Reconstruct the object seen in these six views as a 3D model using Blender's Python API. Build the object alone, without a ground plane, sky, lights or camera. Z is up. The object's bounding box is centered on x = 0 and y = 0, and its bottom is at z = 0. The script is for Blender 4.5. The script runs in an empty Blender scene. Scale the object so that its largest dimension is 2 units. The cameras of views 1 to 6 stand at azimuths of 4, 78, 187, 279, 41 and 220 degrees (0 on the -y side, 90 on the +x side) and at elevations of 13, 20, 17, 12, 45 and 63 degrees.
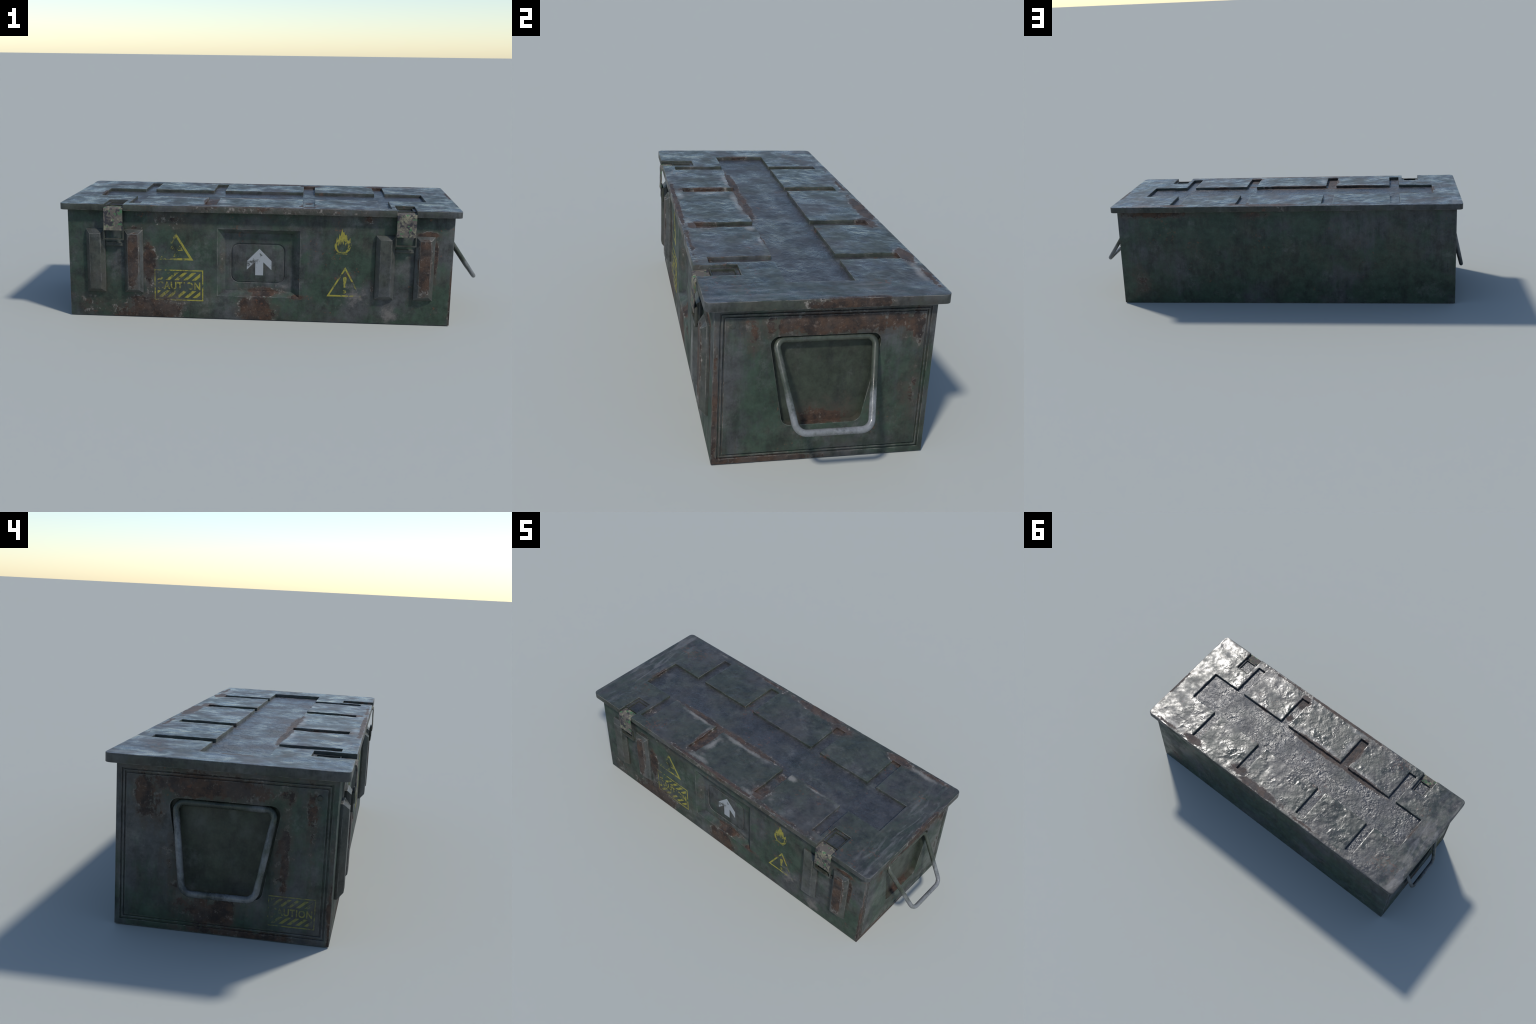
import bpy, bmesh, math
from mathutils import Vector, Matrix, noise

# ------------------------------------------------------------------ sizes
XC, YC = -0.0485, 0.0035            # centre of the crate (handles shift the bounding box)
BX, BY = 0.8925, 0.3338             # body half sizes
LX, LY = 0.9215, 0.3655             # lid half sizes
Z_TOP, Z_LID = 0.5425, 0.5135       # lid top / lid underside
FRONT, BACK = YC - BY, YC + BY
RIGHT, LEFT = XC + BX, XC - BX

scene = bpy.context.scene
root = bpy.data.objects.new("military_crate", None)
scene.collection.objects.link(root)
root["label"] = "long rusty green metal military crate with latched lid and end handles"
root["category"] = "storage crate"


# ------------------------------------------------------------------ mesh helpers
def add_object(name, mesh, mats, parent=root, smooth_angle=32):
    ob = bpy.data.objects.new(name, mesh)
    scene.collection.objects.link(ob)
    if not isinstance(mats, (list, tuple)):
        mats = [mats]
    mesh.materials.clear()
    for m in mats:
        mesh.materials.append(m)
    mesh.polygons.foreach_set("use_smooth", [True] * len(mesh.polygons))
    mesh.set_sharp_from_angle(angle=math.radians(smooth_angle))
    if parent:
        ob.parent = parent
    return ob


def mesh_from(verts, faces, name="part"):
    me = bpy.data.meshes.new(name)
    me.from_pydata([tuple(v) for v in verts], [], faces)
    bm = bmesh.new(); bm.from_mesh(me)
    bmesh.ops.recalc_face_normals(bm, faces=bm.faces)
    bm.to_mesh(me); bm.free()
    return me


def loft(sections, name="part"):
    """closed solid through a list of equally long vertex loops"""
    n = len(sections[0]); verts = [v for s in sections for v in s]; faces = []
    for k in range(len(sections) - 1):
        for i in range(n):
            j = (i + 1) % n
            faces.append((k * n + i, k * n + j, (k + 1) * n + j, (k + 1) * n + i))
    faces.append(tuple(range(n - 1, -1, -1)))
    faces.append(tuple(range((len(sections) - 1) * n, len(sections) * n)))
    return mesh_from(verts, faces, name)


def box_mesh(x0, x1, y0, y1, z0, z1):
    s = lambda z: [(x0, y0, z), (x1, y0, z), (x1, y1, z), (x0, y1, z)]
    return loft([s(z0), s(z1)])


def bevel_mesh(me, width, segments=2, angle=35, worn_slot=None):
    """round the edges; the rounded strips of outer (convex) edges get material slot worn_slot"""
    bm = bmesh.new(); bm.from_mesh(me)
    ed = [e for e in bm.edges if len(e.link_faces) == 2 and e.calc_face_angle(0) > math.radians(angle) and e.is_convex]
    kw = {} if worn_slot is None else {"material": worn_slot}
    bmesh.ops.bevel(bm, geom=ed, offset=width, segments=segments, profile=0.5, affect='EDGES', clamp_overlap=True, **kw)
    bm.to_mesh(me); bm.free()
    return me


def rounded_loop(points, radius, seg=6):
    """2D polygon with its corners rounded"""
    out = []; n = len(points)
    rad = radius if isinstance(radius, (list, tuple)) else [radius] * n
    for i in range(n):
        p = Vector(points[i]); a = (Vector(points[i - 1]) - p).normalized(); b = (Vector(points[(i + 1) % n]) - p).normalized()
        half = a.angle(b) / 2
        r = rad[i]; d = r / math.tan(half)
        c = p + (a + b).normalized() * (r / math.sin(half))
        s = p + a * d - c; e = p + b * d - c
        for k in range(seg + 1):
            t = k / seg
            w = s.lerp(e, t).normalized() * r
            out.append((c.x + w.x, c.y + w.y))
    return out


def boolean_cut(ob, cutters):
    for me in cutters:
        c = bpy.data.objects.new("cutter", me); scene.collection.objects.link(c)
        m = ob.modifiers.new("cut", 'BOOLEAN'); m.operation = 'DIFFERENCE'; m.solver = 'EXACT'; m.object = c
        dg = bpy.context.evaluated_depsgraph_get()
        new = bpy.data.meshes.new_from_object(ob.evaluated_get(dg))
        ob.modifiers.clear(); ob.data = new
        bpy.data.objects.remove(c)
    return ob.data


# ------------------------------------------------------------------ node helpers
class Nodes:
    def __init__(self, name):
        self.mat = bpy.data.materials.new(name); self.mat.use_nodes = True
        self.t = self.mat.node_tree; self.t.nodes.clear()
        self.out = self.t.nodes.new('ShaderNodeOutputMaterial')
        self.bsdf = self.t.nodes.new('ShaderNodeBsdfPrincipled')
        self.t.links.new(self.bsdf.outputs[0], self.out.inputs[0])
        self.P = self.t.nodes.new('ShaderNodeTexCoord').outputs['Object']

    def put(self, sock, val):
        if isinstance(val, bpy.types.NodeSocket):
            self.t.links.new(val, sock)
        elif isinstance(val, (tuple, list)) and sock.type == 'RGBA' and len(val) == 3:
            sock.default_value = (*val, 1)
        else:
            sock.default_value = val

    def map(self, scale, loc=(0, 0, 0), vec=None):
        m = self.t.nodes.new('ShaderNodeMapping')
        self.put(m.inputs['Vector'], vec or self.P)
        m.inputs['Scale'].default_value = scale; m.inputs['Location'].default_value = loc
        return m.outputs[0]

    def noise(self, scale, detail=5, rough=0.6, vec=None, dist=0.0, seed=0.0):
        n = self.t.nodes.new('ShaderNodeTexNoise')
        if seed:
            vec = self.map((1, 1, 1), (seed * 3.17, seed * 1.73, seed * 2.31), vec)
        self.put(n.inputs['Vector'], vec or self.P)
        n.inputs['Scale'].default_value = scale; n.inputs['Detail'].default_value = detail
        n.inputs['Roughness'].default_value = rough; n.inputs['Distortion'].default_value = dist
        return n.outputs['Fac']

    def math(self, op, a, b=0.0, clamp=False):
        n = self.t.nodes.new('ShaderNodeMath'); n.operation = op; n.use_clamp = clamp
        self.put(n.inputs[0], a); self.put(n.inputs[1], b)
        return n.outputs[0]

    def step(self, v, lo, hi):
        n = self.t.nodes.new('ShaderNodeMapRange'); n.interpolation_type = 'SMOOTHSTEP'
        self.put(n.inputs['Value'], v)
        n.inputs['From Min'].default_value = lo; n.inputs['From Max'].default_value = hi
        return n.outputs['Result']

    def band(self, v, a, b, c, d):
        return self.math('MULTIPLY', self.step(v, a, b), self.math('SUBTRACT', 1.0, self.step(v, c, d)))

    def mix(self, f, a, b, mode='MIX'):
        n = self.t.nodes.new('ShaderNodeMix'); n.data_type = 'RGBA'; n.blend_type = mode
        self.put(n.inputs['Factor'], f); self.put(n.inputs['A'], a) if False else None
        self.put(n.inputs[6], a); self.put(n.inputs[7], b)
        return n.outputs[2]

    def mixf(self, f, a, b):
        n = self.t.nodes.new('ShaderNodeMix'); n.data_type = 'FLOAT'
        self.put(n.inputs[0], f); self.put(n.inputs[2], a); self.put(n.inputs[3], b)
        return n.outputs[0]

    def blob(self, c, r):
        g = self.t.nodes.new('ShaderNodeTexGradient'); g.gradient_type = 'SPHERICAL'
        self.put(g.inputs[0], self.map([1 / k for k in r], [-a / k for a, k in zip(c, r)]))
        return g.outputs['Fac']

    def blobs(self, items):
        """items: (centre, radii[, strength]) -> strongest falloff"""
        tot = 0.0
        for it in items:
            b = self.blob(it[0], it[1])
            if len(it) > 2 and it[2] != 1:
                b = self.math('MULTIPLY', b, it[2])
            tot = self.math('MAXIMUM', tot, b)
        return tot

    def grey(self, v):
        n = self.t.nodes.new('ShaderNodeCombineColor')
        for k in range(3):
            self.put(n.inputs[k], v)
        return n.outputs[0]

    def bump(self, h, strength, dist, normal=None):
        n = self.t.nodes.new('ShaderNodeBump'); n.inputs['Strength'].default_value = strength
        n.inputs['Distance'].default_value = dist; self.put(n.inputs['Height'], h)
        if normal:
            self.put(n.inputs['Normal'], normal)
        return n.outputs[0]


GREY = (0.060, 0.062, 0.063)
GREEN = (0.032, 0.051, 0.036)
DARK = (0.020, 0.024, 0.021)
RUST = (0.062, 0.036, 0.024)
RUST_DARK = (0.022, 0.016, 0.014)
PALE = (0.30, 0.27, 0.24)


def weathered(name, grey=GREY, green=GREEN, green_amount=0.0, green_at=(), rust=(), scuffs=(), rust_bias=0.0,
              streak=0.5, roughness=0.45, bump=0.3, lumps=0.0, smear=0.0, paint=None, paint_worn=None,
              chips=1.0, grain=0.35, orange=0.5, gloss=0.3, drips=0.0, edge_wear=0.0, grime=0.5,
              pale_at=(), pale_colour=(0.20, 0.19, 0.172), lump_size=62, lump_detail=4, lump_patchy=True):
    N = Nodes(name)
    n_big = N.noise(3.6, 6, 0.62, seed=1)
    n_mid = N.noise(18, 12, 0.75, seed=2)
    n_fine = N.noise(130, 3, 0.6, seed=3)
    n_str = N.noise(1, 7, 0.68, vec=N.map((30, 30, 4.5)), seed=4)
    mixv = N.math('ADD', N.math('ADD', n_big, N.math('MULTIPLY', N.math('SUBTRACT', n_mid, 0.5), 0.35)), green_amount)
    if green_at:
        mixv = N.math('ADD', mixv, N.blobs(green_at))
    if streak:
        mixv = N.math('ADD', mixv, N.math('MULTIPLY', N.math('SUBTRACT', n_str, 0.5), 0.4 * streak))
    col = N.mix(N.step(mixv, 0.40, 0.60), grey, green)
    # brown grime, dark blotches, paler patina: soft and at several sizes
    n_gr = N.noise(5.0, 9, 0.72, seed=22)
    if streak:
        n_gr = N.math('ADD', n_gr, N.math('MULTIPLY', N.math('SUBTRACT', n_str, 0.5), 0.35))
    col = N.mix(N.math('MULTIPLY', N.step(n_gr, 0.47, 0.68), grime), col, (0.056, 0.046, 0.039))
    n_bl = N.noise(8.5, 9, 0.72, seed=5)
    if streak:
        n_bl = N.math('ADD', n_bl, N.math('MULTIPLY', N.math('SUBTRACT', n_str, 0.5), 0.5))
    col = N.mix(N.math('MULTIPLY', N.step(n_bl, 0.49, 0.68), 0.7), col, DARK)
    n_pa = N.noise(7.0, 10, 0.75, seed=6)
    col = N.mix(N.math('MULTIPLY', N.step(n_pa, 0.53, 0.70), 0.45), col, (0.125, 0.124, 0.12))
    tone = N.math('ADD', N.math('MULTIPLY', n_mid, 2.4), N.math('MULTIPLY', n_fine, grain))
    tone = N.math('MAXIMUM', N.math('ADD', tone, 0.96 - 1.2 - grain / 2), 0.35)
    col = N.mix(1.0, col, N.grey(tone), 'MULTIPLY')
    far = None
    if smear:
        far = N.step(N.math('ABSOLUTE', N.math('ADD', N.t_x(), -XC)), 0.76, 0.84)
        w = N.noise(1, 4, 0.6, vec=N.map((22, 4, 8)), dist=1.8, seed=7)
        col = N.mix(N.math('MULTIPLY', N.step(w, 0.47, 0.66), N.math('MULTIPLY', far, smear)), col, (0.13, 0.13, 0.128))
        w2 = N.noise(1, 4, 0.6, vec=N.map((20, 4, 8)), dist=2.0, seed=9)
        col = N.mix(N.math('MULTIPLY', N.step(w2, 0.50, 0.64), N.math('MULTIPLY', far, smear)), col, (0.030, 0.042, 0.031))
    n_ro = N.noise(9, 6, 0.65, seed=23)
    rough = N.mixf(N.step(n_ro, 0.36, 0.64), roughness - 0.14, roughness + 0.20)
    height = N.math('ADD', N.math('MULTIPLY', n_mid, 0.5), N.math('MULTIPLY', n_fine, 0.12))
    # soft bare patches
    if pale_at:
        pv0 = N.math('ADD', N.blobs(pale_at), N.math('MULTIPLY', N.math('SUBTRACT', N.noise(14, 9, 0.72, seed=28), 0.5), 2.0))
        col = N.mix(N.math('MULTIPLY', N.step(pv0, 0.30, 1.15), 0.85), col, pale_colour)
    # scuffed-away paint: pale dry scratches
    if scuffs:
        sv = N.math('ADD', N.blobs(scuffs), N.math('MULTIPLY', N.math('SUBTRACT', N.noise(32, 9, 0.78, seed=8), 0.5), 2.2))
        col = N.mix(N.math('MULTIPLY', N.step(sv, 0.50, 1.05), 0.75), col, (0.15, 0.135, 0.125))
    # painted marks (worn away with noise, the metal below shows)
    if paint:
        pv = N.math('ADD', N.math('MULTIPLY', N.noise(55, 7, 0.72, seed=11), 1.0), N.math('MULTIPLY', N.noise(10, 4, 0.6, seed=12), 0.5))
        thr = paint[1]
        if paint_worn:
            pv = N.math('SUBTRACT', pv, N.math('MULTIPLY', N.blobs(paint_worn), 0.5))
        col = N.mix(N.math('MULTIPLY', N.step(pv, thr - 0.10, thr + 0.12), paint[2]), col, paint[0])
    # rust with ragged edge, soft halo, flakes and a chipped pale rim
    n_rf = N.noise(46, 7, 0.72, seed=14)
    b = N.blobs(rust) if rust else 0.0
    rv = N.math('ADD', N.math('MULTIPLY', N.math('SUBTRACT', N.noise(11, 10, 0.74, seed=13), 0.5), 1.7), N.math('MULTIPLY', N.math('SUBTRACT', n_rf, 0.5), 0.6))
    if drips:
        rv = N.math('ADD', rv, N.math('MULTIPLY', N.math('SUBTRACT', N.noise(1, 5, 0.62, vec=N.map((24, 24, 1.4)), seed=17), 0.5), drips))
    rv = N.math('ADD', N.math('ADD', rv, b), rust_bias)
    mask = N.step(rv, 0.44, 0.56)
    halo = N.step(rv, 0.12, 0.48)
    rim = N.math('MULTIPLY', N.band(rv, 0.30, 0.42, 0.46, 0.54), N.step(N.noise(36, 7, 0.75, seed=15), 0.51, 0.63))
    rcol = N.mix(N.step(N.noise(21, 9, 0.74, seed=16), 0.40, 0.60), RUST, RUST_DARK)
    rcol = N.mix(N.math('MULTIPLY', N.step(N.noise(9, 6, 0.7, seed=24), 0.46, 0.60), 0.55), rcol, (0.062, 0.050, 0.044))
    rcol = N.mix(N.math('MULTIPLY', N.step(N.noise(70, 6, 0.75, seed=18), 0.55, 0.72), 0.7), rcol, (0.17, 0.135, 0.112))
    col = N.mix(N.math('MULTIPLY', halo, 0.6), col, (0.058, 0.046, 0.036))
    col = N.mix(mask, col, rcol)
    col = N.mix(N.math('MULTIPLY', rim, 0.55 * chips), col, PALE)
    if orange:
        f = N.step(N.math('MULTIPLY', N.noise(60, 4, 0.6, seed=19), N.noise(5, 3, 0.6, seed=20)), 0.37, 0.42)
        col = N.mix(N.math('MULTIPLY', f, orange), col, (0.12, 0.052, 0.03))
    if edge_wear:
        ev = N.math('ADD', N.noise(14, 8, 0.7, seed=25), N.math('MULTIPLY', N.math('SUBTRACT', n_rf, 0.5), 0.4))
        col = N.mix(N.math('MULTIPLY', N.step(ev, 0.44, 0.60), edge_wear), col, (0.19, 0.18, 0.165))
    rough = N.mixf(mask, rough, 0.72)
    height = N.math('ADD', height, N.math('MULTIPLY', mask, -0.45))
    height = N.math('ADD', height, N.math('MULTIPLY', N.math('MULTIPLY', mask, n_rf), 1.0))
    nrm = N.bump(height, bump, 0.006)
    if lumps:
        v = N.noise(lump_size, lump_detail, 0.6, dist=0.3, seed=21)
        if lump_patchy:
            v = N.math('MULTIPLY', v, N.step(N.noise(5.5, 4, 0.6, seed=26), 0.30, 0.60))
        v = N.math('ADD', v, N.math('MULTIPLY', N.noise(lump_size * 0.4, 2, 0.5, dist=0.5, seed=27), 0.8))
        if far:
            v = N.math('MULTIPLY', v, N.math('SUBTRACT', 1.0, N.math('MULTIPLY', far, 0.75)))
        nrm = N.bump(v, lumps, 0.006, nrm)
    N.put(N.bsdf.inputs['Base Color'], col); N.put(N.bsdf.inputs['Roughness'], rough)
    N.put(N.bsdf.inputs['Normal'], nrm)
    N.bsdf.inputs['Specular IOR Level'].default_value = gloss
    return N.mat


def _t_x(self):
    s = self.t.nodes.new('ShaderNodeSeparateXYZ'); self.put(s.inputs[0], self.P)
    return s.outputs[0]
Nodes.t_x = _t_x

# rust and scuff layout, in crate coordinates
F = FRONT
front_rust = [((-0.565, F, 0.26), (0.055, .2, 0.17), 1.1), ((-0.56, F, 0.03), (0.26, .2, 0.11), 1.05), ((-0.06, F, 0.05), (0.13, .2, 0.12), 1.3),
              ((-0.02, F, 0.135), (0.13, .2, 0.035), 1.1), ((0.73, F, 0.425), (0.09, .1, 0.025), 1.1), ((0.765, F, 0.30), (0.02, .1, 0.16)),
              ((-0.63, F, 0.43), (0.07, .1, 0.03), 0.7), ((-0.45, F, 0.47), (0.16, .1, 0.06), 0.6), ((0.842, F, 0.15), (0.014, .1, 0.25), 0.75),
              ((-0.85, F, 0.06), (0.13, .1, 0.10), 0.6), ((0.45, F, 0.5), (0.06, .1, 0.05), 0.7), ((-0.22, F, 0.3), (0.03, .1, 0.12), 0.55),
              ((0.13, F, 0.115), (0.06, .1, 0.02), 1.0), ((0.48, F, 0.16), (0.02, .1, 0.08), 0.6), ((0.0, F, 0.5), (0.08, .1, .06), .5)]
front_scuff = [((0.39, F, 0.13), (0.16, .2, 0.13), 0.9), ((0.57, F, 0.04), (0.11, .2, 0.10), 1.0), ((0.40, F, 0.30), (0.08, .2, 0.06), 0.6),
               ((-0.52, F, 0.05), (0.3, .2, 0.11), 1.0), ((-0.05, F, 0.08), (0.15, .2, 0.10), 0.7), ((-0.9, F, 0.08), (0.08, .2, 0.10), 0.6), ((0.06, F, 0.16), (0.12, .2, 0.03), 0.9), ((0.62, F, 0.12), (0.1, .2, 0.08), 0.5)]
end_rust = [((RIGHT, 0.02, 0.455), (.1, 0.38, 0.070), 1.15), ((RIGHT, 0.27, 0.44), (.1, 0.07, 0.10), 0.7), ((RIGHT, -0.21, 0.44), (.1, 0.04, 0.11), 0.75),
            ((RIGHT, -0.2, 0.005), (.1, 0.3, 0.03), 1.1), ((RIGHT, -0.325, 0.2), (.1, 0.016, 0.3), 0.8), ((RIGHT, 0.28, 0.22), (.1, 0.06, 0.12), 0.3),
            ((LEFT, 0.05, 0.46), (.1, 0.36, 0.070), 1.05), ((LEFT, 0.24, 0.41), (.1, 0.11, 0.14), 0.85), ((LEFT, -0.25, 0.40), (.1, 0.05, 0.17), 0.75),
            ((LEFT, -0.18, 0.28), (.1, 0.05, 0.25), 0.7), ((LEFT, 0.17, 0.2), (.1, 0.05, 0.25), 0.45), ((LEFT, 0.03, 0.07), (.1, 0.16, 0.10), 0.95),
            ((LEFT, -0.05, 0.01), (.1, 0.34, 0.03), 0.95), ((LEFT, -0.325, 0.1), (.1, 0.016, 0.3), 0.8)]
back_rust = [((0.62, BACK, 0.50), (0.33, .1, 0.05), 0.95), ((0.74, BACK, 0.12), (0.09, .1, 0.17), 0.62), ((0.1, BACK, 0.49), (0.2, .1, 0.04), 0.6)]
T = Z_TOP
lid_rust = [((-0.40, -0.095, T), (0.26, 0.032, .1), 1.45), ((-0.28, -0.21, T), (0.05, 0.16, .1), 1.6), ((-0.10, -0.095, T), (0.36, 0.036, .1), 1.3), ((-0.635, -0.25, T), (0.04, 0.1, .1), 0.5), ((0.53, -0.29, T), (0.04, 0.06, .1), 0.5),
            ((0.18, -0.29, T), (0.07, 0.10, .1), 1.15), ((0.18, -0.15, T), (0.04, 0.06, .1), 0.9), ((0.33, -0.10, T), (0.10, 0.015, .1), 0.8),
            ((-0.05, -0.352, T), (0.55, 0.018, .1), 0.95), ((0.35, -0.35, T), (0.4, 0.025, .1), 0.75), ((0.0, 0.345, T), (0.32, 0.04, .1), 1.15),
            ((0.18, 0.32, T), (0.10, 0.06, .1), 1.1), ((0.53, 0.335, T), (0.12, 0.045, .1), 1.15), ((0.74, 0.352, T), (0.16, 0.022, .1), 0.8),
            ((-0.35, 0.352, T), (0.25, 0.022, .1), 0.8), ((-0.84, -0.01, T), (0.02, 0.12, .1), 0.7), ((0.868, 0.06, 0.525), (.02, 0.22, .06), 1.05),
            ((-0.55, 0.352, T), (0.2, 0.015, .1), 0.5)]
lid_scuff = [((-0.25, -0.16, T), (0.22, 0.06, .1), 0.75), ((-0.45, -0.13, T), (0.16, 0.05, .1), 0.75), ((-0.2, -0.30, T), (0.18, 0.06, .1), 0.7),
             ((0.25, -0.3, T), (0.1, 0.06, .1), 0.6), ((0.65, 0.33, T), (0.2, 0.04, .1), 0.8), ((0.0, 0.32, T), (0.3, 0.06, .1), 0.5),
             ((0.1, -0.362, T), (0.6, 0.02, .1), 0.8)]

M_front = weathered("painted_metal_front", roughness=0.60, gloss=0.25, green_amount=0.03, rust=front_rust, scuffs=front_scuff)
M_back = weathered("painted_metal_back", green_amount=0.06, rust=back_rust, rust_bias=-0.05, chips=0.2, streak=0.8)
M_end = weathered("painted_metal_end", green_amount=0.0, rust=end_rust, streak=1.0, chips=0.4, drips=1.0)
M_worn = weathered("worn_metal_edge", rust=front_rust + end_rust, edge_wear=0.42, orange=0)
M_recess = weathered("painted_metal_recess", grey=(0.047, 0.052, 0.045), green=(0.034, 0.042, 0.030), green_amount=0.06, chips=0,
                     rust=[((0.82, 0.02, 0.13), (.1, 0.16, 0.10), 0.75)], orange=0, grime=0.3, pale_colour=(0.062, 0.069, 0.060),
                     pale_at=[((-0.917, 0.085, 0.335), (.05, 0.075, 0.07), .9), ((-0.917, -0.02, 0.375), (.05, 0.03, 0.06), .9), ((-0.917, -0.06, 0.33), (.05, 0.05, 0.06), .8), ((-0.917, -0.1, 0.31), (.05, 0.04, 0.05), .7), ((-0.917, -0.03, 0.23), (.05, 0.1, 0.07), .6)])
lid_pale = [((-0.42, -0.116, T), (0.17, 0.026, .1), 1.4), ((-0.318, -0.17, T), (0.022, 0.08, .1), 1.1), ((-0.10, -0.118, T), (0.26, 0.030, .1), 1.4),
            ((-0.225, -0.20, T), (0.035, 0.12, .1), 1.2), ((-0.22, -0.33, T), (0.14, 0.03, .1), 1.0), ((0.225, -0.125, T), (0.05, 0.03, .1), 1.3),
            ((0.36, -0.112, T), (0.14, 0.014, .1), 0.9), ((0.14, -0.335, T), (0.10, 0.03, .1), 1.1), ((0.66, 0.335, T), (0.20, 0.03, .1), 1.1),
            ((0.16, 0.31, T), (0.05, 0.05, .1), 0.8), ((-0.05, 0.335, T), (0.2, 0.025, .1), 0.8), ((-0.70, 0.345, T), (0.14, 0.02, .1), 0.7), ((0.86, -0.2, T), (0.03, 0.2, .1), 0.5)]
lid_kw = dict(rust=lid_rust, scuffs=lid_scuff, streak=0, grain=0.4, smear=0.6)
M_lid = weathered("painted_metal_lid", grey=(0.051, 0.050, 0.049), green=(0.041, 0.047, 0.037), green_amount=0.02, roughness=0.34, bump=0.25, lumps=0.6, gloss=0.65,
                  grime=0.4, pale_at=lid_pale, lump_size=32, lump_detail=2, **lid_kw)
M_channel = weathered("painted_metal_lid_channel", grey=(0.040, 0.041, 0.045), green=(0.048, 0.052, 0.046), green_amount=-0.10, roughness=0.36, bump=0.3, lumps=0.7, gloss=0.65,
                      grime=0.25, lump_size=62, lump_detail=3.5, lump_patchy=False, **lid_kw)
M_lid_side = weathered("painted_metal_lid_side", green=(0.040, 0.046, 0.036), green_amount=0.05, rust=lid_rust, scuffs=lid_scuff, streak=0.6)
M_lid_worn = weathered("worn_lid_edge", grey=(0.058, 0.060, 0.066), edge_wear=0.85, **lid_kw)
rib_kw = dict(grey=(0.068, 0.072, 0.072), green=(0.047, 0.051, 0.042), orange=0, roughness=0.42)
M_rib = weathered("painted_metal_rib", rust_bias=-0.02, chips=0.6, **rib_kw)
rib_rust = [((XC + o, F - 0.0275, 0.29), (0.05, 0.016, 0.22), 1.35) for o in (-0.584, 0.763)]
M_rib_rusty = weathered("rusted_metal_rib", rust=rib_rust, scuffs=[((XC + o, F - 0.0275, 0.17), (0.05, 0.02, 0.06)) for o in (-0.584, 0.763)], **rib_kw)
M_rib_worn = weathered("worn_rib_edge", edge_wear=0.5, **rib_kw)
M_latch = weathered("latch_metal", grey=(0.05, 0.052, 0.045), green=(0.040, 0.044, 0.032), rust_bias=0.12, orange=0, chips=0.5)
M_handle = weathered("handle_metal", grey=(0.16, 0.165, 0.17), green=(0.045, 0.053, 0.040), green_amount=-0.07,
                     green_at=[((0.84, YC, 0.44), (0.3, 0.4, 0.20), 0.6), ((-0.93, YC + 0.1, 0.46), (0.3, 0.3, 0.12), 0.5)],
                     roughness=0.30, rust_bias=0.0, bump=0.15, orange=0, chips=0.2, grime=0.3)
YELLOW = (0.285, 0.25, 0.042)
M_yellow = weathered("yellow_stencil_paint", roughness=0.60, gloss=0.25, green_amount=0.03, rust=front_rust, scuffs=front_scuff, paint=(YELLOW, 0.67, 0.86),
                     paint_worn=[((-0.49, F, 0.35), (0.07, .3, 0.10), 0.6), ((-0.50, F, 0.215), (0.08, .3, 0.04), .65), ((0.43, F, 0.15), (0.05, .3, 0.06), .7),
                                ((-0.52, F, 0.155), (0.05, .3, 0.03), .5), ((-0.39, F, 0.15), (0.04, .3, 0.025), .35), ((0.355, F, 0.19), (0.03, .3, 0.05), .1)])
M_yellow_dim = weathered("faded_yellow_stencil_paint", green_amount=0.0, rust=end_rust, streak=1.0, drips=1.0, chips=0.4, paint=((0.22, 0.205, 0.04), 0.71, 0.6),
                         paint_worn=[((LEFT, -0.145, 0.10), (.3, 0.05, 0.05), .45)])
M_white = weathered("white_stencil_paint", roughness=0.60, gloss=0.25, green_amount=0.03, rust=front_rust, scuffs=(), paint=((0.30, 0.315, 0.33), 0.60, 0.9),
                    paint_worn=[((-0.07, F, 0.275), (0.035, .3, 0.018), .7), ((-0.04, F, 0.305), (0.015, .3, 0.015), .4), ((-0.1, F, 0.265), (0.02, .3, 0.03), .5)])


def camouflage():
    N = Nodes("camouflage_webbing")
    a = N.noise(42, 4, 0.6, dist=0.4, seed=3); b = N.noise(38, 4, 0.6, dist=0.4, seed=5); c = N.noise(48, 3, 0.55, dist=0.4, seed=8)
    col = N.mix(N.step(a, 0.48, 0.62), (0.105, 0.092, 0.080), (0.19, 0.18, 0.125))
    col = N.mix(N.step(b, 0.52, 0.62), col, (0.040, 0.038, 0.042))
    col = N.mix(N.step(c, 0.585, 0.635), col, (0.062, 0.135, 0.068))
    w = N.noise(400, 2, 0.5)
    col = N.mix(1.0, col, N.grey(N.math('ADD', 0.7, N.math('MULTIPLY', w, 0.6))), 'MULTIPLY')
    N.put(N.bsdf.inputs['Base Color'], col); N.bsdf.inputs['Roughness'].default_value = 0.85
    N.bsdf.inputs['Specular IOR Level'].default_value = 0.2
    N.put(N.bsdf.inputs['Normal'], N.bump(w, 0.3, 0.002))
    return N.mat
M_camo = camouflage()

# ------------------------------------------------------------------ body
body = bpy.data.objects.new("body", box_mesh(LEFT, RIGHT, FRONT, BACK, 0.0, 0.5165))
scene.collection.objects.link(body)
cutters = []
# front pocket with sloping walls
PY = -0.301
pk_out, pk_in = (-0.2405, 0.1445, 0.1125, 0.4335), (-0.2055, 0.1085, 0.134, 0.4085)
def rect_at(r, y):
    return [(r[0], y, r[2]), (r[1], y, r[2]), (r[1], y, r[3]), (r[0], y, r[3])]
k = 0.2
grow = lambda a, b: a + (a - b) * k
outer2 = tuple(grow(a, b) for a, b in zip(pk_out, pk_in))
cutters.append(loft([rect_at(outer2, FRONT + (FRONT - PY) * k), rect_at(pk_in, PY)]))
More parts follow.
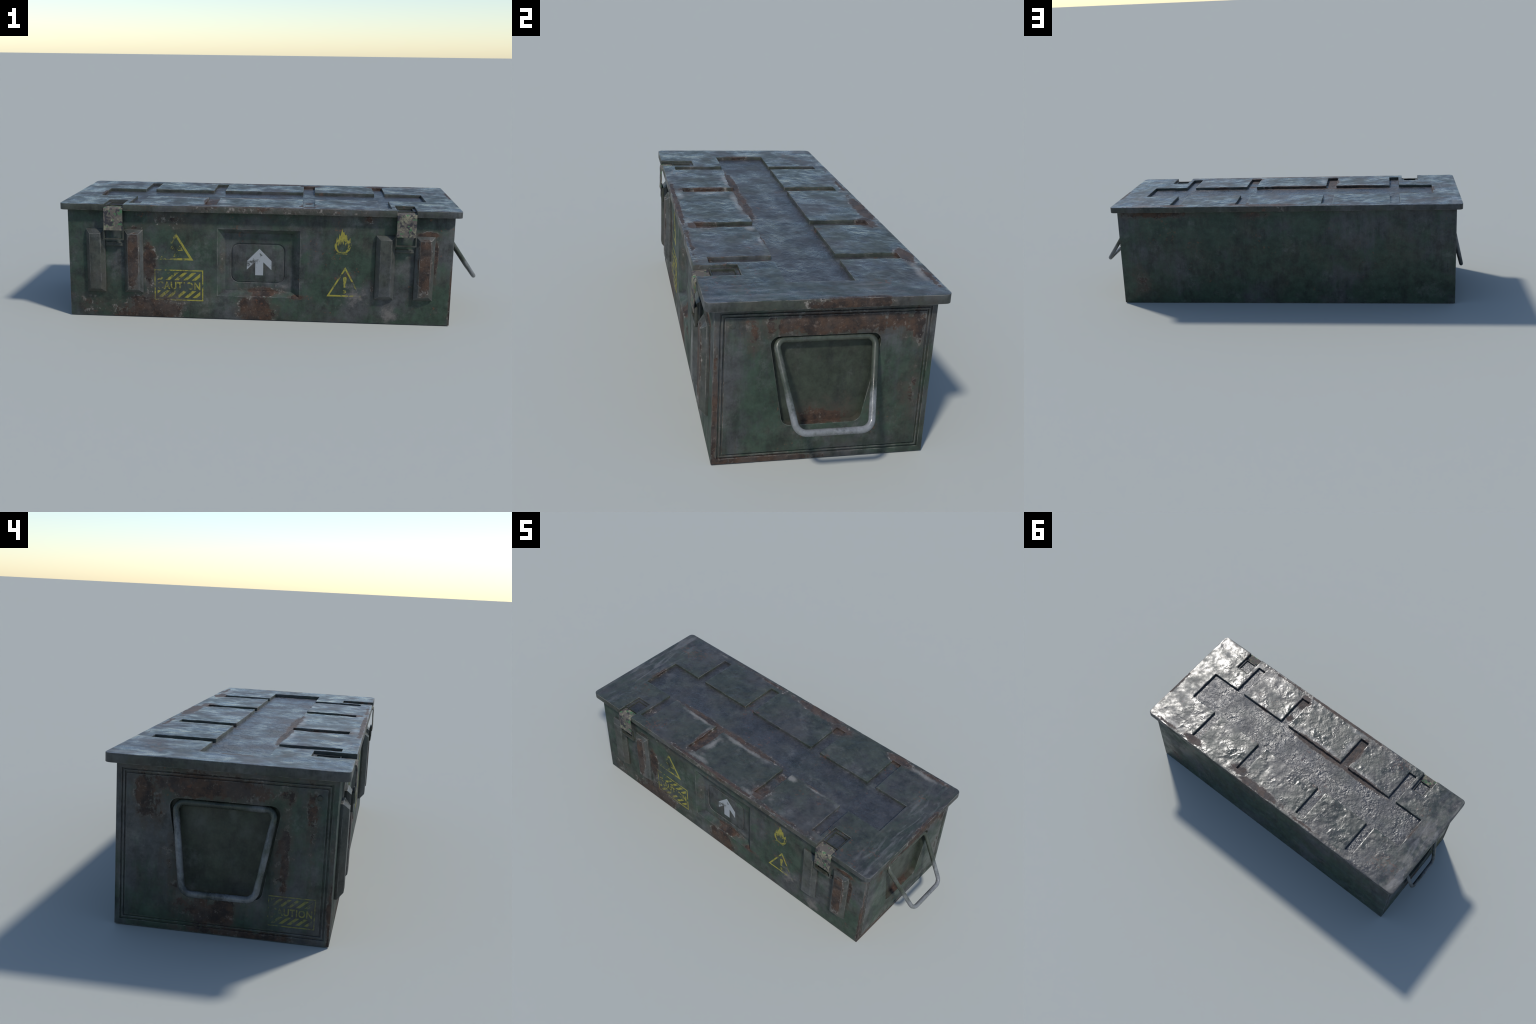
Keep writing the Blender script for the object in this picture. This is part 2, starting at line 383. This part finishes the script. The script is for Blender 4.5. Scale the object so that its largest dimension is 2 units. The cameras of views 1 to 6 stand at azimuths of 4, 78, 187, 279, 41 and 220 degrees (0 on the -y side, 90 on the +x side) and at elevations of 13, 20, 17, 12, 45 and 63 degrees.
# rounded groove on the pocket floor
def ring_prism(outer, inner, plane):
    n = len(outer); v = []; f = []
    for d in (0, 1):
        v += [plane(p, d) for p in outer] + [plane(p, d) for p in inner]
    for i in range(n):
        j = (i + 1) % n
        f += [(i, j, n + j, n + i), (2 * n + i, 3 * n + i, 3 * n + j, 2 * n + j),
              (i, 2 * n + i, 2 * n + j, j), (n + i, n + j, 3 * n + j, 3 * n + i)]
    return mesh_from(v, f)
def rrect(x0, x1, z0, z1, r):
    return rounded_loop([(x0, z0), (x1, z0), (x1, z1), (x0, z1)], r)
cutters.append(ring_prism(rrect(-0.178, 0.075, 0.174, 0.363, 0.036), rrect(-0.172, 0.069, 0.180, 0.357, 0.030),
                          lambda p, d: (p[0], PY - 0.01 + d * 0.014, p[1])))
# ends: two grooves round the panel, and the handle recess
for sx, xe in ((1, RIGHT), (-1, LEFT)):
    for a in (0.0165, 0.0265):
        w = 0.005
        y0, y1, z0, z1 = FRONT + a, BACK - a, 0.002 + a, 0.5125 - a
        sq = lambda d: [(y0 + d, z0 + d), (y1 - d, z0 + d), (y1 - d, z1 - d), (y0 + d, z1 - d)]
        cutters.append(ring_prism(sq(0), sq(w), lambda p, d: (xe + sx * 0.01 - sx * d * 0.015, p[0], p[1])))
    tr = rounded_loop([(YC - 0.120, 0.1205), (YC + 0.120, 0.1205), (YC + 0.1715, 0.4165), (YC - 0.1715, 0.4165)], [0.03, 0.03, 0.026, 0.026], 7)
    cutters.append(loft([[(xe + sx * 0.01, *p) for p in tr], [(xe - sx * 0.024, *p) for p in tr]]))
me = boolean_cut(body, cutters)
bpy.data.objects.remove(body)
bevel_mesh(me, 0.0016, 2, 25, worn_slot=4)
bm = bmesh.new(); bm.from_mesh(me)
for f in bm.faces:
    c = f.calc_center_median(); n = f.normal
    if f.material_index == 4:
        continue
    if abs(c.y - YC) < 0.18 and 0.11 < c.z < 0.43 and abs(c.x - XC) < BX - 0.004 and abs(c.x - XC) > BX - 0.05:
        f.material_index = 3
    elif abs(n.x) > 0.7 or abs(c.x - XC) > BX - 0.012:
        f.material_index = 2
    elif c.y > 0.1 and abs(n.x) < 0.7:
        f.material_index = 1
    else:
        f.material_index = 0
mi = [f.material_index for f in bm.faces]
bm.to_mesh(me); bm.free()
body = add_object("body", me, [M_front, M_back, M_end, M_recess, M_worn])
me.polygons.foreach_set("material_index", mi)

# ------------------------------------------------------------------ lid
Z_CH, Z_STEP, Z_RIM, Z_SQ = T - 0.0135, T - 0.0175, T - 0.0105, T - 0.0175
slots = [(0.6065, 0.5545), (0.2560, 0.1985)]             # |x - XC| of the slot edges
sx_pos = [XC + s * v for s in (1, -1) for p in slots for v in p]
CH_X, CH_Y, SLOT_Y = 0.7865, 0.1065, 0.3145
NOTCH = (0.6265, 0.7165); NOTCH_Y = -0.2250
SQ = (0.6365, 0.7065); SQ_Y = (-0.3120, -0.2340)


def level(x, y):
    ax, ay = abs(x - XC), abs(y - YC)
    if ax < CH_X and ay < CH_Y:
        return Z_CH
    if ay < SLOT_Y and any(b < ax < a for a, b in slots):
        return Z_CH
    if NOTCH[0] < ax < NOTCH[1] and y < NOTCH_Y:
        if SQ[0] < ax < SQ[1] and SQ_Y[0] < y < SQ_Y[1]:
            return Z_SQ
        return Z_STEP if y < SQ_Y[0] else Z_RIM
    return T


def lines(marks, step):
    marks = sorted(marks); out = []
    for a, b in zip(marks, marks[1:]):
        n = max(1, round((b - a) / step))
        out += [a + (b - a) * i / n for i in range(n)]
    return out + [marks[-1]]


RC = 0.022
xs = lines([XC - LX, XC + LX] + [XC + s * v for s in (1, -1) for v in (CH_X, slots[0][0], slots[0][1], slots[1][0], slots[1][1], *NOTCH, *SQ, LX - RC)], 0.007)
ys = lines([YC - LY, YC + LY, YC + CH_Y, YC - CH_Y, YC + SLOT_Y, YC - SLOT_Y, NOTCH_Y, *SQ_Y, YC - LY + RC, YC + LY - RC], 0.007)
bm = bmesh.new(); cache = {}


def lid_vert(i, j, z):
    key = (i, j, round(z, 5))
    if key not in cache:
        x, y = xs[i], ys[j]
        u, v = abs(x - XC) - (LX - RC), abs(y - YC) - (LY - RC)   # rounded corners
        if u > 1e-6 and v > 1e-6:
            kf = max(u, v) / math.hypot(u, v)
            x = XC + math.copysign(LX - RC + u * kf, x - XC); y = YC + math.copysign(LY - RC + v * kf, y - YC)
        cache[key] = bm.verts.new((x, y, z))
    return cache[key]


nx, ny = len(xs) - 1, len(ys) - 1
lev = [[level((xs[i] + xs[i + 1]) / 2, (ys[j] + ys[j + 1]) / 2) for j in range(ny)] for i in range(nx)]
get = lambda i, j: lev[i][j] if 0 <= i < nx and 0 <= j < ny else Z_LID
for i in range(nx):
    for j in range(ny):
        z = lev[i][j]
        bm.faces.new([lid_vert(i, j, z), lid_vert(i + 1, j, z), lid_vert(i + 1, j + 1, z), lid_vert(i, j + 1, z)])
        bm.faces.new([lid_vert(i, j, Z_LID), lid_vert(i, j + 1, Z_LID), lid_vert(i + 1, j + 1, Z_LID), lid_vert(i + 1, j, Z_LID)])
for i in range(nx + 1):
    for j in range(ny):
        a, b = get(i - 1, j), get(i, j)
        if abs(a - b) > 1e-6:
            bm.faces.new([lid_vert(i, j, a), lid_vert(i, j + 1, a), lid_vert(i, j + 1, b), lid_vert(i, j, b)])
for i in range(nx):
    for j in range(ny + 1):
        a, b = get(i, j - 1), get(i, j)
        if abs(a - b) > 1e-6:
            bm.faces.new([lid_vert(i, j, a), lid_vert(i, j, b), lid_vert(i + 1, j, b), lid_vert(i + 1, j, a)])
bmesh.ops.recalc_face_normals(bm, faces=bm.faces)
sharp = [e for e in bm.edges if len(e.link_faces) == 2 and e.calc_face_angle(0) > math.radians(60)]
bmesh.ops.bevel(bm, geom=[e for e in sharp if e.is_convex], offset=0.0018, segments=2, profile=0.5, affect='EDGES', clamp_overlap=True, material=1)


def fall(p, c, r):
    return max(0.0, 1 - math.hypot((p.x - c[0]) / r[0], (p.y - c[1]) / r[1]))


eaten = [((-0.42, -0.10), (0.24, 0.05)), ((-0.1, -0.105), (0.34, 0.06)), ((-0.28, -0.2), (0.06, 0.16)), ((0.18, -0.25), (0.08, 0.18)),
         ((0.53, 0.32), (0.14, 0.06)), ((0.0, 0.36), (0.5, 0.05)), ((0.0, -0.36), (0.6, 0.04)), ((0.72, 0.36), (0.2, 0.06))]
for v in bm.verts:
    p = v.co.copy()
    if p.z < Z_LID + 0.001:
        continue
    e = max(fall(p, c, r) for c, r in eaten)
    w = 0.0009 * noise.noise(p * 34) + 0.0007 * noise.noise(p * 85 + Vector((3, 1, 7)))
    edge = min(LX - abs(p.x - XC), LY - abs(p.y - YC))
    if p.z > T - 0.004 and edge > 0.004:
        w += 0.0013 * noise.noise(p * 14 + Vector((9, 2, 4)))
    v.co.z += w * min(1, max(edge, 0.0) / 0.01 + 0.2)
    if e > 0:
        q = p * 55
        v.co.x += 0.0035 * min(1, 2 * e) * noise.noise(q + Vector((5, 0, 0)))
        v.co.y += 0.0035 * min(1, 2 * e) * noise.noise(q + Vector((0, 8, 0))) * (0.35 if edge < 0.003 else 1)
me = bpy.data.meshes.new("lid"); bm.normal_update()
slot = [1 if f.material_index == 1 else 3 if abs(f.normal.z) < 0.6 else 2 if f.calc_center_median().z < T - 0.006 else 0 for f in bm.faces]
bm.to_mesh(me); bm.free()
lid = add_object("lid", me, [M_lid, M_lid_worn, M_channel, M_lid_side], smooth_angle=40)
me.polygons.foreach_set("material_index", slot)

# ------------------------------------------------------------------ ribs beside the latches
def rib_mesh(x0, x1, z0=0.1195, z1=0.4215):
    r = lambda d, y: [(x0 + d, y, z0 + d), (x1 - d, y, z0 + d), (x1 - d, y, z1 - d), (x0 + d, y, z1 - d)]
    return bevel_mesh(loft([r(0, FRONT + 0.003), r(0, FRONT - 0.009), r(0.0185, FRONT - 0.0275)]), 0.0012, 2, 20, worn_slot=1)


for a, b, mat in ((-0.806, -0.718, M_rib), (-0.628, -0.540, M_rib_rusty), (0.540, 0.628, M_rib), (0.719, 0.807, M_rib_rusty)):
    me = rib_mesh(XC + a, XC + b); slot = [p.material_index for p in me.polygons]
    add_object("rib", me, [mat, M_rib_worn]); me.polygons.foreach_set("material_index", slot)

# ------------------------------------------------------------------ latches
Y_STRAP = -0.3665
def ribbon(path, x0, x1, thick, wob=0.0, segs=6):
    """strip of webbing swept along a (y, z) path"""
    pts = [Vector((0, *p)) for p in path]; rings = []
    for i, p in enumerate(pts):
        t = (pts[min(i + 1, len(pts) - 1)] - pts[max(i - 1, 0)]).normalized()
        n = Vector((0, t.z, -t.y))
        ring = []
        for s in range(segs + 1):
            x = x0 + (x1 - x0) * s / segs
            o = wob * noise.noise(Vector((x * 30, p.y * 30, p.z * 30)))
            ring.append(Vector((x, p.y, p.z)) + n * (thick / 2 + o))
        for s in range(segs, -1, -1):
            x = x0 + (x1 - x0) * s / segs
            o = wob * noise.noise(Vector((x * 30, p.y * 30, p.z * 30)))
            ring.append(Vector((x, p.y, p.z)) + n * (-thick / 2 + o))
        rings.append(ring)
    return loft(rings)


def smooth_path(ctrl, n=8):
    out = []
    P = [Vector((*c, 0)) for c in ctrl]
    for i in range(len(P) - 1):
        p0, p1, p2, p3 = P[max(i - 1, 0)], P[i], P[i + 1], P[min(i + 2, len(P) - 1)]
        for k in range(n):
            t = k / n
            q = 0.5 * ((2 * p1) + (p2 - p0) * t + (2 * p0 - 5 * p1 + 4 * p2 - p3) * t * t + (3 * p1 - p0 - 3 * p2 + p3) * t ** 3)
            out.append((q.x, q.y))
    return out + [ctrl[-1]]


for xc in (XC + 0.6715, XC - 0.6715):
    hw = 0.048
    # loop: flat square ring the strap hangs in, 
    # and the small ledge on the body below it
    yf, yb, zb, zt, t = -0.3650, -0.3570, 0.3765, 0.4380, 0.0065
    parts = [ring_prism([(xc - hw, zb), (xc + hw, zb), (xc + hw, zt), (xc - hw, zt)], [(xc - hw + t, zb + t), (xc + hw - t, zb + t), (xc + hw - t, zt - t), (xc - hw + t, zt - t)],
                        lambda p, d: (p[0], yf + (yb - yf) * d, p[1]))]
    shelf = [(yf + 0.001, zb + 0.0008), (yf + 0.001, zb + t - 0.0008), (-0.3490, zb + t - 0.0008), (-0.3490, zb + 0.0008)]
    ledge = [(FRONT + 0.003, 0.3425), (FRONT - 0.0085, 0.3425), (FRONT - 0.0085, 0.3470), (FRONT - 0.0045, 0.3600), (FRONT + 0.003, 0.3600)]
    for prof, w in ((shelf, hw - 0.0012), (ledge, hw - 0.006)):
        parts.append(loft([[(xc - w, *p) for p in prof], [(xc + w, *p) for p in prof]]))
    bm = bmesh.new()
    for p in parts:
        bevel_mesh(p, 0.0009, 2, 30); bm.from_mesh(p)
    me = bpy.data.meshes.new("latch"); bm.to_mesh(me); bm.free()
    latch = add_object("latch", me, M_latch)
    # webbing strap: from the hatch in the lid, over the edge, down into the catch
    path = smooth_path([(-0.3165, Z_STEP + 0.0015), (-0.335, Z_STEP + 0.0015), (-0.3600, Z_STEP - 0.0005), (Y_STRAP, Z_STEP - 0.0070), (-0.3670, 0.490),
                        (-0.3675, 0.455), (-0.3680, 0.4270), (-0.3680, 0.4225)], 6)
    add_object("strap", ribbon(path, xc - 0.0440, xc + 0.0440, 0.0030, 0.0012), M_camo, latch, 60)
    # frame round the hatch on the lid
    o = (xc - 0.0365, xc + 0.0365, -0.3140, -0.2325); w = 0.0045
    fr = ring_prism([(o[0], o[2]), (o[1], o[2]), (o[1], o[3]), (o[0], o[3])], [(o[0] + w, o[2] + w), (o[1] - w, o[2] + w), (o[1] - w, o[3] - w), (o[0] + w, o[3] - w)],
                    lambda p, d: (p[0], p[1], Z_RIM - 0.0075 + d * 0.0085))
    add_object("hatch_frame", bevel_mesh(fr, 0.0008, 1), M_latch, latch)

# ------------------------------------------------------------------ handles
def tube_loop(pts, r, seg=14):
    n = len(pts); rings = []
    for i in range(n):
        t = (pts[(i + 1) % n] - pts[i - 1]).normalized()
        up = Vector((t.y, -t.x, 0)) if abs(t.z) < 0.5 else Vector((1, 0, 0))
        up = (PLANE - t * PLANE.dot(t)).normalized(); side = t.cross(up)
        rings.append([pts[i] + up * (r * math.cos(a)) + side * (r * math.sin(a)) for a in [k * math.tau / seg for k in range(seg)]])
    v = [p for ring in rings for p in ring]
    f = [(i * seg + k, i * seg + (k + 1) % seg, ((i + 1) % n) * seg + (k + 1) % seg, ((i + 1) % n) * seg + k) for i in range(n) for k in range(seg)]
    return mesh_from(v, f)


R_H = 0.0104
for top, bot in (((0.8345, 0.4035), (1.0 - R_H, 0.1815)), ((-0.9305, 0.4035), (-1.0 + R_H, 0.1395))):
    d = Vector((bot[0] - top[0], 0, bot[1] - top[1])); PLANE = Vector((d.z, 0, -d.x)).normalized()
    loop = rounded_loop([(-0.1525, 0.0), (0.1525, 0.0), (0.1095, d.length), (-0.1095, d.length)], [0.024, 0.024, 0.034, 0.034], 7)
    dense = []
    for a, b in zip(loop, loop[1:] + loop[:1]):
        n = max(1, int(math.dist(a, b) / 0.02))
        dense += [(a[0] + (b[0] - a[0]) * i / n, a[1] + (b[1] - a[1]) * i / n) for i in range(n)]
    pts = [Vector((top[0], YC + a, top[1])) + d.normalized() * b for a, b in dense]
    add_object("handle", tube_loop(pts, R_H), M_handle, smooth_angle=70)

# ------------------------------------------------------------------ bolts at the ends
for sx, xe, h in ((1, RIGHT, 0.0012), (-1, LEFT, 0.005)):
    rings = []
    for r, o in ((0.0085, -0.002), (0.0085, h * 0.4), (0.0065, h * 0.85), (0.0035, h)):
        rings.append([(xe + sx * o, -0.276 + r * math.cos(a), 0.4545 + r * math.sin(a)) for a in [k * math.tau / 18 for k in range(18)]])
    add_object("bolt", loft(rings), M_latch if sx < 0 else M_end)

# ------------------------------------------------------------------ stencilled marks
def flat_shape(name, loops, place, mat, depth=0.0006):
    """filled outline with holes; each loop is a list of (u, v); place maps (u, v, d) to the crate"""
    cu = bpy.data.curves.new(name, 'CURVE'); cu.dimensions = '2D'; cu.fill_mode = 'BOTH'; cu.extrude = 0.5
    for lp in loops:
        s = cu.splines.new('POLY'); s.points.add(len(lp) - 1)
        for p, q in zip(s.points, lp):
            p.co = (q[0], q[1], 0, 1)
        s.use_cyclic_u = True
    return curve_to_part(name, cu, place, mat, depth)


def curve_to_part(name, cu, place, mat, depth=0.0006, parent=root):
    ob = bpy.data.objects.new("outline", cu); scene.collection.objects.link(ob)
    me = bpy.data.meshes.new_from_object(ob.evaluated_get(bpy.context.evaluated_depsgraph_get()))
    bpy.data.objects.remove(ob)
    zmax = max((v.co.z for v in me.vertices), default=1) or 1
    for v in me.vertices:
        v.co = place(v.co.x, v.co.y, depth if v.co.z > 0 else -0.0008)
    bm = bmesh.new(); bm.from_mesh(me)
    bmesh.ops.remove_doubles(bm, verts=bm.verts, dist=1e-5)
    bmesh.ops.recalc_face_normals(bm, faces=bm.faces); bm.to_mesh(me); bm.free()
    return add_object(name, me, mat, parent)


on_front = lambda u, v, d: (u, FRONT - d, v)
on_pocket = lambda u, v, d: (u, PY - d, v)
on_left = lambda u, v, d: (LEFT - d, -u, v)


def slanted(x0, x1, z0, z1, pitch, width, lean):
    """diagonal stripes clipped to a rectangle"""
    out = []
    x = x0 - (z1 - z0) * lean
    while x < x1:
        a = [(x, z0), (x + width, z0), (x + width + (z1 - z0) * lean, z1), (x + (z1 - z0) * lean, z1)]
        for side, lim in ((1, x0), (-1, x1)):
            b = []
            for i, p in enumerate(a):
                q = a[i - 1]
                ip, iq = side * (p[0] - lim) >= 0, side * (q[0] - lim) >= 0
                if ip != iq:
                    t = (lim - q[0]) / (p[0] - q[0]); b.append((lim, q[1] + (p[1] - q[1]) * t))
                if ip:
                    b.append(p)
            a = b
            if not a:
                break
        if len(a) > 2:
            out.append(a)
        x += pitch
    return out


def caution_sign(place, x0, x1, z0, z1, mat):
    w, h = x1 - x0, z1 - z0; b = 0.024 * w
    loops = [[(x0, z0), (x1, z0), (x1, z1), (x0, z1)], [(x0 + b, z0 + b), (x1 - b, z0 + b), (x1 - b, z1 - b), (x0 + b, z1 - b)]]
    for za, zb in ((0.095, 0.325), (0.665, 0.915)):
        loops += slanted(x0 + 0.06 * w, x1 - 0.06 * w, z0 + za * h, z0 + zb * h, 0.178 * w, 0.085 * w, 1.15)
    sign = flat_shape("caution_sign", loops, place, mat)
    fc = bpy.data.curves.new("caution", 'FONT'); fc.body = "CAUTION"; fc.align_x = 'CENTER'; fc.align_y = 'CENTER'
    fc.size = 1.0; fc.extrude = 0.5; fc.offset = 0.03; fc.space_character = 1.12
    ob = bpy.data.objects.new("probe", fc); scene.collection.objects.link(ob); bpy.context.view_layer.update()
    bb = [Vector(c) for c in ob.bound_box]; bpy.data.objects.remove(ob)
    u0, u1 = min(c.x for c in bb), max(c.x for c in bb); v0, v1 = min(c.y for c in bb), max(c.y for c in bb)
    fit = lambda u, v, d: place(x0 + 0.06 * w + (u - u0) / (u1 - u0) * 0.88 * w, z0 + 0.36 * h + (v - v0) / (v1 - v0) * 0.25 * h, d)
    curve_to_part("caution_lettering", fc, fit, mat, parent=sign)


caution_sign(on_front, -0.538, -0.3065, 0.083, 0.233, M_yellow)
caution_sign(on_left, 0.1410, 0.2840, 0.0490, 0.1450, M_yellow_dim)


def triangle(ax, az, bl, br, zb, t):
    """outlined triangle, apex up"""
    outer = [Vector((ax, az)), Vector((bl, zb)), Vector((br, zb))]
    c = sum(outer, Vector((0, 0))) / 3
    inr = (az - zb) / 3
    return [[tuple(p) for p in outer], [tuple(c + (p - c) * (1 - t / (inr * 0.85))) for p in outer]]


# hazard triangle with three fan blades
loops = triangle(-0.4335, 0.4090, -0.5140, -0.3530, 0.2795, 0.0085)
cx, cz = -0.4335, 0.3230
for ang in (32, 270, 148):
    a = math.radians(ang); u = Vector((math.cos(a), math.sin(a))); n = Vector((-u.y, u.x)); c = Vector((cx, cz))
    o = [c + u * 0.008 - n * 0.004, c + u * 0.028 - n * 0.014, c + u * 0.031, c + u * 0.028 + n * 0.014, c + u * 0.008 + n * 0.004]
    m = sum(o, Vector((0, 0))) / 5
    loops += [[tuple(p) for p in o], [tuple(m + (p - m) * 0.6) for p in o], [tuple(m + (p - m) * 0.28) for p in o]]
flat_shape("hazard_triangle", loops, on_front, M_yellow)

# warning triangle with exclamation mark
loops = triangle(0.3550, 0.2680, 0.2720, 0.4335, 0.1255, 0.0065)
loops.append(rounded_loop([(0.3500, 0.1690), (0.3580, 0.1690), (0.3635, 0.2210), (0.3455, 0.2210)], [0.003, 0.003, 0.007, 0.007], 4))
loops.append([(0.3540 + 0.0085 * math.cos(a), 0.1500 + 0.0085 * math.sin(a)) for a in [k * math.tau / 16 for k in range(16)]])
flat_shape("warning_triangle", loops, on_front, M_yellow)

# flame
flame = [(0.318, 0.336), (0.306, 0.350), (0.3010, 0.368), (0.3050, 0.382), (0.3085, 0.374), (0.3085, 0.392), (0.3125, 0.408), (0.3155, 0.392), (0.3205, 0.404),
         (0.3225, 0.424), (0.3275, 0.412), (0.3310, 0.428), (0.3345, 0.4485), (0.3385, 0.430), (0.3440, 0.434), (0.3480, 0.418), (0.3535, 0.422), (0.3590, 0.412),
         (0.3600, 0.398), (0.3650, 0.392), (0.3735, 0.4055), (0.3735, 0.390), (0.3790, 0.378), (0.3775, 0.362), (0.3715, 0.347), (0.3600, 0.336), (0.352, 0.3335), (0.326, 0.3335)]
hollow = [(0.324, 0.3405), (0.3155, 0.352), (0.3125, 0.366), (0.3175, 0.376), (0.3205, 0.366), (0.3235, 0.384), (0.3275, 0.372), (0.3300, 0.396), (0.3350, 0.376),
          (0.3385, 0.390), (0.3425, 0.372), (0.3475, 0.392), (0.3510, 0.368), (0.3560, 0.376), (0.3600, 0.384), (0.3630, 0.366), (0.3605, 0.352), (0.3520, 0.3405)]
flat_shape("flame_symbol", [flame, hollow, [(0.311, 0.3285), (0.362, 0.3285), (0.362, 0.3312), (0.311, 0.3312)]], on_front, M_yellow)

# arrow on the pocket floor
flat_shape("arrow", [[(-0.0455, 0.3375), (0.0115, 0.2795), (0.0115, 0.2365), (-0.0270, 0.2735), (-0.0275, 0.2100), (-0.0645, 0.2100),
                      (-0.0645, 0.2750), (-0.1040, 0.2365), (-0.1040, 0.2775)]], on_pocket, M_white)
